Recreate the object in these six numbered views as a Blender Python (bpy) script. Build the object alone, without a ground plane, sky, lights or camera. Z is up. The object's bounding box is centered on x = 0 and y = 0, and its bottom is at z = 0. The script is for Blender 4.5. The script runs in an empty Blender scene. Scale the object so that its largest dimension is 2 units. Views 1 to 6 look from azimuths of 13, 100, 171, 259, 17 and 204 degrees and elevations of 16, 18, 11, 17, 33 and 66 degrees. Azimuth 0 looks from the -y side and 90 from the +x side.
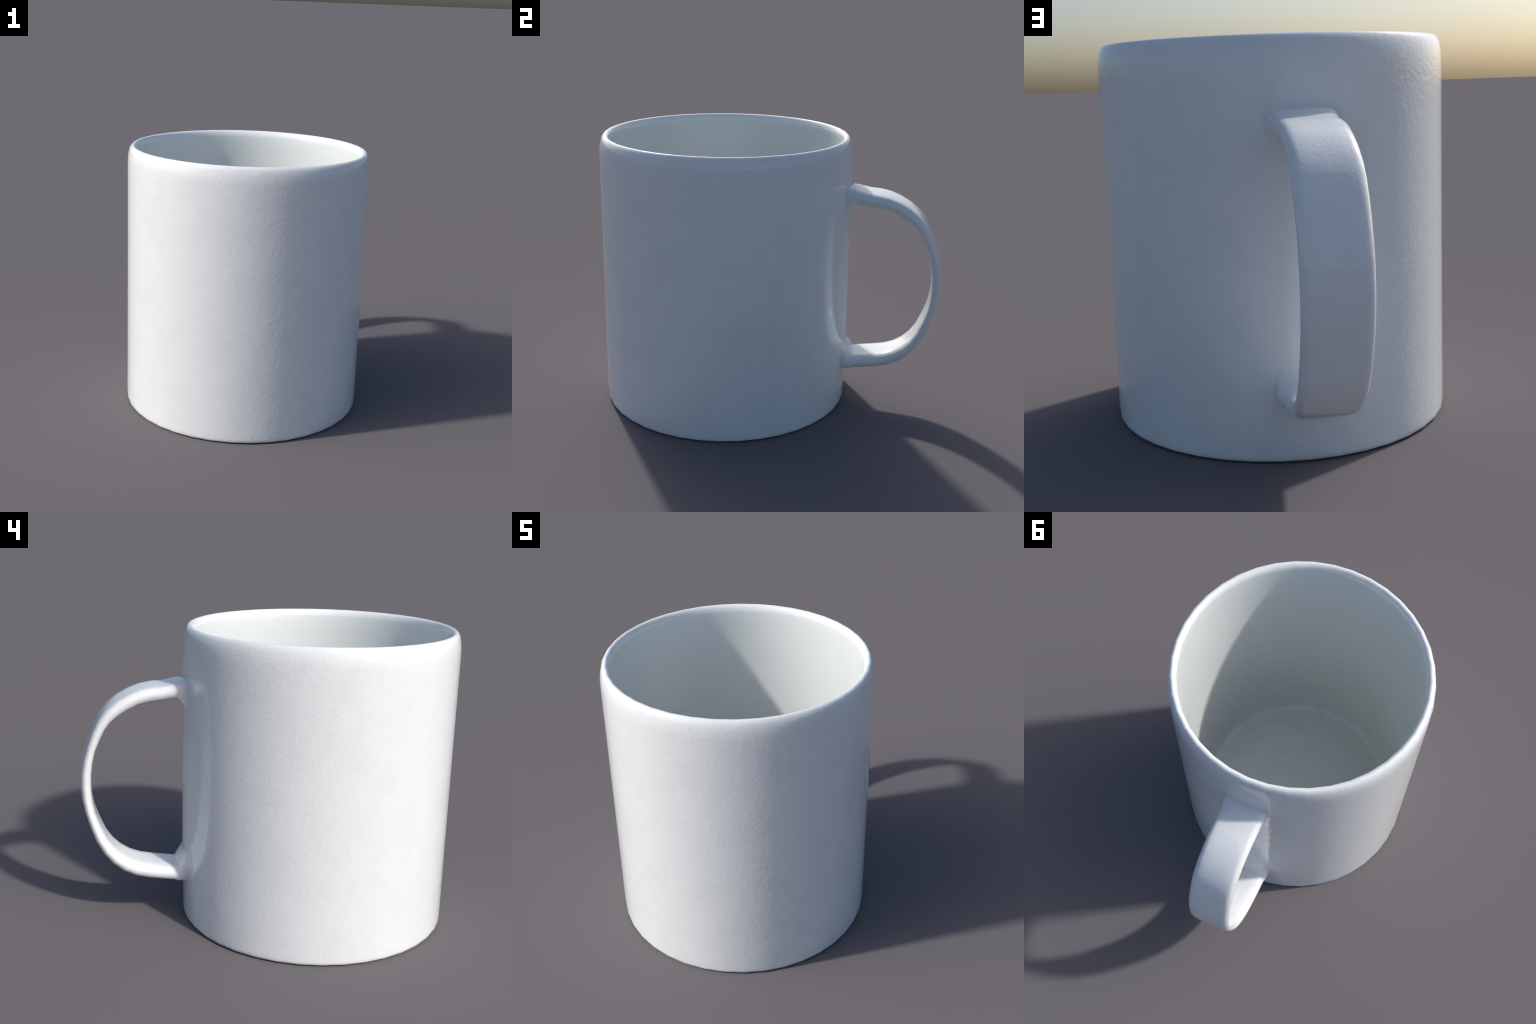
"""White glazed ceramic mug: a near-straight cup (40 facets, smooth shaded) with a
rounded rim, a glazed interior and one D-shaped strap handle on the +y side."""
import bpy, math
from mathutils import Vector

AXIS_Y = -0.2700          # cup axis; the handle reaches y = +1
SIDES = 40                # facets of the turned cup

# ------------------------------------------------------------------ profiles (radius, height)
BASE = [(0.000, 0.016), (0.600, 0.016), (0.655, 0.010), (0.680, 0.001), (0.699, 0.000),
        (0.7135, 0.0012), (0.7228, 0.0070), (0.7266, 0.0150)]
WALL = [(0.7273, 0.026), (0.7275, 0.050), (0.7273, 0.120), (0.7266, 0.300), (0.7260, 0.500),
        (0.7256, 0.700), (0.7252, 0.900), (0.7249, 1.100), (0.7248, 1.250), (0.7248, 1.360),
        (0.7248, 1.440), (0.7243, 1.500)]
RIM = [(0.7228, 1.527), (0.7190, 1.551), (0.7145, 1.571), (0.7078, 1.585), (0.7005, 1.5925),
       (0.6935, 1.5952), (0.6862, 1.5938), (0.6788, 1.5882), (0.6725, 1.5770)]
INSIDE = [(0.6690, 1.560), (0.6672, 1.535), (0.6662, 1.470), (0.6630, 1.200), (0.6570, 0.900), (0.6515, 0.700),
          (0.6455, 0.500), (0.6400, 0.400), (0.6335, 0.300), (0.6250, 0.200), (0.6170, 0.130),
          (0.6100, 0.080), (0.6010, 0.046), (0.5880, 0.0310), (0.5650, 0.0260), (0.5200, 0.0265),
          (0.3000, 0.0300), (0.000, 0.0300)]

# handle spine as pairs of (y, z): outer face and inner face of the strap
HANDLE_OUTER = [(0.4250, 1.3520), (0.4555, 1.3310), (0.4904, 1.3192), (0.5068, 1.3156), (0.5629, 1.3032),
                (0.6227, 1.2994), (0.6815, 1.2882), (0.7389, 1.2662), (0.7999, 1.2329), (0.8538, 1.1880),
                (0.8941, 1.1389), (0.9275, 1.0775), (0.9557, 1.0043), (0.9786, 0.9309), (0.9936, 0.8553),
                (0.9968, 0.7850), (0.9926, 0.7147), (0.9799, 0.6434), (0.9591, 0.5667), (0.9315, 0.4859),
                (0.8929, 0.4111), (0.8451, 0.3502), (0.7873, 0.3035), (0.7240, 0.2725), (0.6566, 0.2567),
                (0.5842, 0.2459), (0.5162, 0.2363), (0.4964, 0.2347), (0.4555, 0.2290), (0.4250, 0.2160)]
HANDLE_INNER = [(0.4250, 1.0600), (0.4555, 1.1460), (0.4942, 1.2335), (0.5120, 1.2335), (0.5712, 1.2253),
                (0.6392, 1.2164), (0.6984, 1.2027), (0.7476, 1.1786), (0.7921, 1.1512), (0.8376, 1.1154),
                (0.8684, 1.0739), (0.8937, 1.0220), (0.9168, 0.9686), (0.9313, 0.9093), (0.9400, 0.8448),
                (0.9432, 0.7750), (0.9391, 0.7000), (0.9267, 0.6318), (0.9027, 0.5625), (0.8689, 0.4851),
                (0.8336, 0.4339), (0.7941, 0.3955), (0.7427, 0.3633), (0.6879, 0.3434), (0.6282, 0.3323),
                (0.5687, 0.3235), (0.5093, 0.3148), (0.4999, 0.3153), (0.4555, 0.4000), (0.4250, 0.4920)]
# strap cross-section, half: (half width, 0 = inner face .. 1 = outer face)
STRAP = [(0.000, 0.015), (0.050, 0.015), (0.086, 0.040), (0.1095, 0.200), (0.1208, 0.460),
         (0.1195, 0.660), (0.1105, 0.850), (0.0985, 0.950), (0.086, 0.985), (0.050, 1.005), (0.000, 1.012)]
# the same section where the strap spreads out on the wall
ROOT = [(0.000, 0.000), (0.055, 0.000), (0.092, 0.030), (0.113, 0.200), (0.1290, 0.440),
        (0.1350, 0.660), (0.1320, 0.840), (0.1220, 0.930), (0.106, 0.985), (0.062, 1.020), (0.000, 1.030)]


# ------------------------------------------------------------------ node helpers
def material(name):
    m = bpy.data.materials.new(name)
    m.use_nodes = True
    nt = m.node_tree
    nt.nodes.clear()
    out = nt.nodes.new("ShaderNodeOutputMaterial")
    b = nt.nodes.new("ShaderNodeBsdfPrincipled")
    nt.links.new(b.outputs[0], out.inputs[0])
    return m, nt, b


def node(nt, kind, inputs=None, **props):
    n = nt.nodes.new(kind)
    for k, v in props.items():
        setattr(n, k, v)
    for k, v in (inputs or {}).items():
        if isinstance(v, bpy.types.NodeSocket):
            nt.links.new(v, n.inputs[k])
        else:
            n.inputs[k].default_value = v
    return n


def math_node(nt, op, a, b=0.0, clamp=False):
    return node(nt, "ShaderNodeMath", {0: a, 1: b}, operation=op, use_clamp=clamp).outputs[0]


def ramp(nt, fac, stops):
    r = node(nt, "ShaderNodeValToRGB", {0: fac})
    el = r.color_ramp.elements
    while len(el) < len(stops):
        el.new(0.5)
    for e, (p, c) in zip(el, stops):
        e.position = p
        e.color = (c, c, c, 1) if isinstance(c, (int, float)) else (*c, 1)
    return r.outputs[0]


def mix(nt, fac, a, b):
    n = nt.nodes.new("ShaderNodeMix")
    n.data_type = "RGBA"
    for sock, v in ((n.inputs[0], fac), (n.inputs[6], a), (n.inputs[7], b)):
        if isinstance(v, bpy.types.NodeSocket):
            nt.links.new(v, sock)
        else:
            sock.default_value = v if isinstance(v, (int, float)) else (*v, 1)
    return n.outputs[2]


def coords(nt, scale=(1, 1, 1), loc=(0, 0, 0)):
    tc = nt.nodes.new("ShaderNodeTexCoord")
    mp = node(nt, "ShaderNodeMapping", {"Vector": tc.outputs["Object"], "Scale": scale, "Location": loc})
    return mp.outputs[0], tc.outputs["Object"]


def glaze_relief(nt, amount=1.0):
    """Orange-peel glaze: fine grain, small pinholes and slow waviness (metres of height)."""
    v, _ = coords(nt)
    grain = node(nt, "ShaderNodeTexNoise", {"Vector": v, "Scale": 50.0, "Detail": 1.6, "Roughness": 0.5}).outputs[0]
    lumps = node(nt, "ShaderNodeTexNoise", {"Vector": v, "Scale": 24.0, "Detail": 2.0, "Roughness": 0.5}).outputs[0]
    cell = node(nt, "ShaderNodeTexVoronoi", {"Vector": v, "Scale": 34.0, "Randomness": 1.0}).outputs["Distance"]
    pits = ramp(nt, cell, [(0.0, 0.0), (0.16, 0.85), (0.24, 1.0)])
    where = node(nt, "ShaderNodeTexNoise", {"Vector": v, "Scale": 9.0, "Detail": 1.0}).outputs[0]
    where = ramp(nt, where, [(0.48, 0.0), (0.60, 1.0)])
    pits = math_node(nt, "MULTIPLY", math_node(nt, "SUBTRACT", pits, 1.0), where)
    h = math_node(nt, "MULTIPLY", grain, 0.0009 * amount)
    h = math_node(nt, "ADD", h, math_node(nt, "MULTIPLY", lumps, 0.0005 * amount))
    h = math_node(nt, "ADD", h, math_node(nt, "MULTIPLY", pits, 0.0008 * amount))
    return h


def bump(nt, bsdf, height, strength=1.0):
    b = node(nt, "ShaderNodeBump", {"Height": height, "Strength": strength, "Distance": 1.0})
    nt.links.new(b.outputs[0], bsdf.inputs["Normal"])


WHITE = (0.754, 0.785, 0.808)
WHITE_DIM = (0.712, 0.748, 0.772)


def outer_glaze(name, amount):
    m, nt, b = material(name)
    v, obj = coords(nt)
    cloud = node(nt, "ShaderNodeTexNoise", {"Vector": v, "Scale": 5.5, "Detail": 6.0, "Roughness": 0.72}).outputs[0]
    fac = ramp(nt, cloud, [(0.44, 0.0), (0.72, 1.0)])
    nt.links.new(mix(nt, fac, WHITE, WHITE_DIM), b.inputs["Base Color"])
    b.inputs["Roughness"].default_value = 0.12
    b.inputs["IOR"].default_value = 1.5
    h = glaze_relief(nt, amount)
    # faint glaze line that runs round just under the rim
    z = node(nt, "ShaderNodeSeparateXYZ", {0: obj}).outputs[2]
    d = math_node(nt, "ABSOLUTE", math_node(nt, "SUBTRACT", z, 1.5265))
    line = ramp(nt, math_node(nt, "MULTIPLY", d, 100.0), [(0.0, 1.0), (0.35, 0.0)])
    brk = node(nt, "ShaderNodeTexNoise", {"Vector": v, "Scale": 5.0, "Detail": 3.0}).outputs[0]
    line = math_node(nt, "MULTIPLY", line, ramp(nt, brk, [(0.45, 0.0), (0.60, 1.0)]))
    h = math_node(nt, "SUBTRACT", h, math_node(nt, "MULTIPLY", line, 0.0002))
    bump(nt, b, h)
    return m


def inner_glaze():
    m, nt, b = material("used_inner_glaze")
    v, obj = coords(nt, loc=(0, -AXIS_Y, 0))
    sep = node(nt, "ShaderNodeSeparateXYZ", {0: v})
    x, y, z = sep.outputs
    rad = math_node(nt, "SQRT", math_node(nt, "ADD", math_node(nt, "MULTIPLY", x, x), math_node(nt, "MULTIPLY", y, y)))
    ang = math_node(nt, "ARCTAN2", y, x)
    base = (0.672, 0.712, 0.712)
    # stirring and washing scratches: thin upright runs and short scuffs round the lower wall
    warp = node(nt, "ShaderNodeTexNoise", {"Vector": v, "Scale": 4.0, "Detail": 3.0}).outputs[0]
    u = math_node(nt, "ADD", math_node(nt, "MULTIPLY", ang, 34.0), math_node(nt, "MULTIPLY", warp, 6.0))
    up = node(nt, "ShaderNodeCombineXYZ", {0: u, 1: math_node(nt, "MULTIPLY", z, 2.4), 2: math_node(nt, "MULTIPLY", rad, 3.0)}).outputs[0]
    runs = node(nt, "ShaderNodeTexNoise", {"Vector": up, "Scale": 1.0, "Detail": 3.0, "Roughness": 0.65}).outputs[0]
    runs = ramp(nt, runs, [(0.540, 0.0), (0.580, 1.0)])
    side = math_node(nt, "ABSOLUTE", math_node(nt, "COSINE", math_node(nt, "SUBTRACT", ang, 0.25)))
    runs = math_node(nt, "MULTIPLY", runs, ramp(nt, side, [(0.72, 0.0), (0.90, 1.0)]))
    patch = node(nt, "ShaderNodeTexNoise", {"Vector": v, "Scale": 3.4, "Detail": 3.0}).outputs[0]
    patch = ramp(nt, patch, [(0.40, 0.0), (0.52, 1.0)])
    low = ramp(nt, z, [(0.10, 0.0), (0.22, 0.9), (0.62, 1.0), (0.95, 0.0)])
    around = node(nt, "ShaderNodeCombineXYZ", {0: math_node(nt, "MULTIPLY", ang, 12.0), 1: math_node(nt, "MULTIPLY", z, 30.0), 2: rad}).outputs[0]
    scuff = node(nt, "ShaderNodeTexNoise", {"Vector": around, "Scale": 1.3, "Detail": 6.0, "Roughness": 0.75, "Distortion": 0.8}).outputs[0]
    scuff = ramp(nt, scuff, [(0.52, 0.0), (0.62, 1.0)])
    patch_b = node(nt, "ShaderNodeTexNoise", {"Vector": v, "Scale": 5.0, "Detail": 2.0, "Distortion": 0.5}).outputs[0]
    patch_b = ramp(nt, patch_b, [(0.42, 0.0), (0.60, 1.0)])
    pale = math_node(nt, "MAXIMUM", math_node(nt, "MULTIPLY", math_node(nt, "MULTIPLY", runs, patch), 0.65),
                     math_node(nt, "MULTIPLY", math_node(nt, "MULTIPLY", scuff, patch_b), 0.70))
    pale = math_node(nt, "MULTIPLY", pale, low)
    col = mix(nt, pale, base, (0.80, 0.825, 0.820))
    # grey-green residue patches on the floor and in the corner, with a yellowish arc
    grey = node(nt, "ShaderNodeTexNoise", {"Vector": v, "Scale": 6.5, "Detail": 7.0, "Roughness": 0.7}).outputs[0]
    floor = ramp(nt, z, [(0.10, 1.0), (0.42, 0.0)])
    grey = math_node(nt, "MULTIPLY", ramp(nt, grey, [(0.52, 0.0), (0.60, 1.0)]), floor)
    col = mix(nt, math_node(nt, "MULTIPLY", grey, 0.36), col, (0.560, 0.620, 0.610))
    arc = node(nt, "ShaderNodeVectorMath", {0: v, 1: (-0.38, -0.30, 0.1)}, operation="DISTANCE").outputs["Value"]
    arc = ramp(nt, arc, [(0.05, 1.0), (0.36, 0.0)])
    ringm = ramp(nt, rad, [(0.40, 0.0), (0.53, 1.0), (0.60, 0.5), (0.66, 0.3)])
    arc = math_node(nt, "MULTIPLY", math_node(nt, "MULTIPLY", arc, ringm), floor)
    col = mix(nt, math_node(nt, "MULTIPLY", arc, 0.75), col, (0.66, 0.68, 0.57))
    nt.links.new(col, b.inputs["Base Color"])
    dull = ramp(nt, z, [(0.0, 0.52), (1.0, 0.26)])       # worn dull towards the bottom
    nt.links.new(dull, b.inputs["Roughness"])
    h = glaze_relief(nt, 0.45)
    h = math_node(nt, "ADD", h, math_node(nt, "MULTIPLY", pale, 0.0004))
    bump(nt, b, h)
    return m


# ------------------------------------------------------------------ cup
def smooth(t):
    t = min(max(t, 0.0), 1.0)
    return t * t * (3 - 2 * t)


def turned_cup():
    """Revolve the closed profile base > wall > rim > inside into one smooth mesh."""
    prof = BASE + WALL + RIM + INSIDE
    region = ([0] * len(BASE) + [1] * len(WALL) + [2] * len(RIM) + [3] * len(INSIDE))
    verts, faces, face_region, rings = [], [], [], []
    for r, z in prof:
        if r == 0:
            rings.append([len(verts)])
            verts.append((0, AXIS_Y, z))
        else:
            rings.append(list(range(len(verts), len(verts) + SIDES)))
            for k in range(SIDES):
                a = math.radians(90) + 2 * math.pi * k / SIDES
                off = abs((math.degrees(a) - 90 + 180) % 360 - 180)
                if r > 0.70:                          # wall swells a little between the handle roots
                    r2 = r + 0.0068 * max(0.0, 1 - off / 30.0) * smooth((z - 0.12) / 0.15) * smooth((1.46 - z) / 0.12)
                else:
                    r2 = r
                verts.append((r2 * math.cos(a), AXIS_Y + r2 * math.sin(a), z))
    for i in range(len(rings) - 1):
        a, b = rings[i], rings[i + 1]
        reg = max(region[i], region[i + 1]) if region[i] != region[i + 1] else region[i]
        if region[i] == 2 and region[i + 1] == 3:
            reg = 2
        for k in range(SIDES):
            n = (k + 1) % SIDES
            if len(a) == 1:
                f = (a[0], b[n], b[k])
            elif len(b) == 1:
                f = (a[k], a[n], b[0])
            else:
                f = (a[k], a[n], b[n], b[k])
            faces.append(f)
            face_region.append(reg)
    me = bpy.data.meshes.new("cup_whole")
    me.from_pydata(verts, [], faces)
    me.polygons.foreach_set("use_smooth", [True] * len(faces))
    me.update()
    normals = [v.normal.copy() for v in me.vertices]
    return verts, faces, face_region, normals


def submesh(name, verts, faces, normals, keep, mat):
    used = sorted({i for f, k in zip(faces, keep) if k for i in f})
    remap = {o: n for n, o in enumerate(used)}
    me = bpy.data.meshes.new(name)
    me.from_pydata([verts[i] for i in used], [], [[remap[i] for i in f] for f, k in zip(faces, keep) if k])
    me.polygons.foreach_set("use_smooth", [True] * len(me.polygons))
    me.materials.append(mat)
    me.update()
    me.normals_split_custom_set_from_vertices([normals[i] for i in used])
    ob = bpy.data.objects.new(name, me)
    bpy.context.scene.collection.objects.link(ob)
    return ob


# ------------------------------------------------------------------ handle
def strap_handle(mat):
    def ring(half):
        return half + [(-w, t) for w, t in reversed(half[1:-1])]
    verts, faces = [], []
    n, m = len(HANDLE_OUTER), len(ring(STRAP))
    for i, (o, q) in enumerate(zip(HANDLE_OUTER, HANDLE_INNER)):
        o, q = Vector((0, *o)), Vector((0, *q))
        end = min(i, n - 1 - i)                       # spread where the strap meets the wall
        f = {0: 1.20, 1: 0.85, 2: 0.45}.get(end, 0.0)
        for (w, t), (wr, tr) in zip(ring(STRAP), ring(ROOT)):
            w, t = w + (wr - w) * f, t + (tr - t) * f
            p = q.lerp(o, t)
            y = p.y
            if end < 2:                               # roots follow the round wall
                y += math.sqrt(0.73 ** 2 - w * w) - 0.73
            verts.append((w, y, p.z))
    for i in range(n - 1):
        for k in range(m):
            k2 = (k + 1) % m
            faces.append((i * m + k, i * m + k2, (i + 1) * m + k2, (i + 1) * m + k))
    faces.append(tuple(range(m)))
    faces.append(tuple(reversed(range((n - 1) * m, n * m))))
    me = bpy.data.meshes.new("handle")
    me.from_pydata(verts, [], faces)
    import bmesh
    bm = bmesh.new()
    bm.from_mesh(me)
    bmesh.ops.recalc_face_normals(bm, faces=bm.faces)
    bm.to_mesh(me)
    bm.free()
    me.polygons.foreach_set("use_smooth", [True] * len(me.polygons))
    me.materials.append(mat)
    me.update()
    # the glaze runs softly from the wall into the strap: lean the root normals to the wall's
    normals = []
    for v in me.vertices:
        i = v.index // m
        end = min(i, n - 1 - i)
        f = {0: 0.90, 1: 0.60, 2: 0.10}.get(end, 0.0)
        wall = Vector((v.co.x, v.co.y - AXIS_Y, 0)).normalized()
        normals.append(v.normal.lerp(wall, f).normalized())
    me.normals_split_custom_set_from_vertices(normals)
    ob = bpy.data.objects.new("handle", me)
    bpy.context.scene.collection.objects.link(ob)
    return ob


# ------------------------------------------------------------------ assemble
glaze = outer_glaze("white_outer_glaze", 1.0)
smooth_glaze = outer_glaze("white_handle_glaze", 0.8)
inside = inner_glaze()

mug = bpy.data.objects.new("coffee_mug", None)
bpy.context.scene.collection.objects.link(mug)
mug["label"] = "plain white glazed ceramic coffee mug with D-shaped handle"
mug["category"] = "mug"

verts, faces, region, normals = turned_cup()
parts = [submesh("body", verts, faces, normals, [r in (0, 1) for r in region], glaze),
         submesh("rim", verts, faces, normals, [r == 2 for r in region], glaze),
         submesh("interior", verts, faces, normals, [r == 3 for r in region], inside),
         strap_handle(smooth_glaze)]
for p in parts:
    p.parent = mug
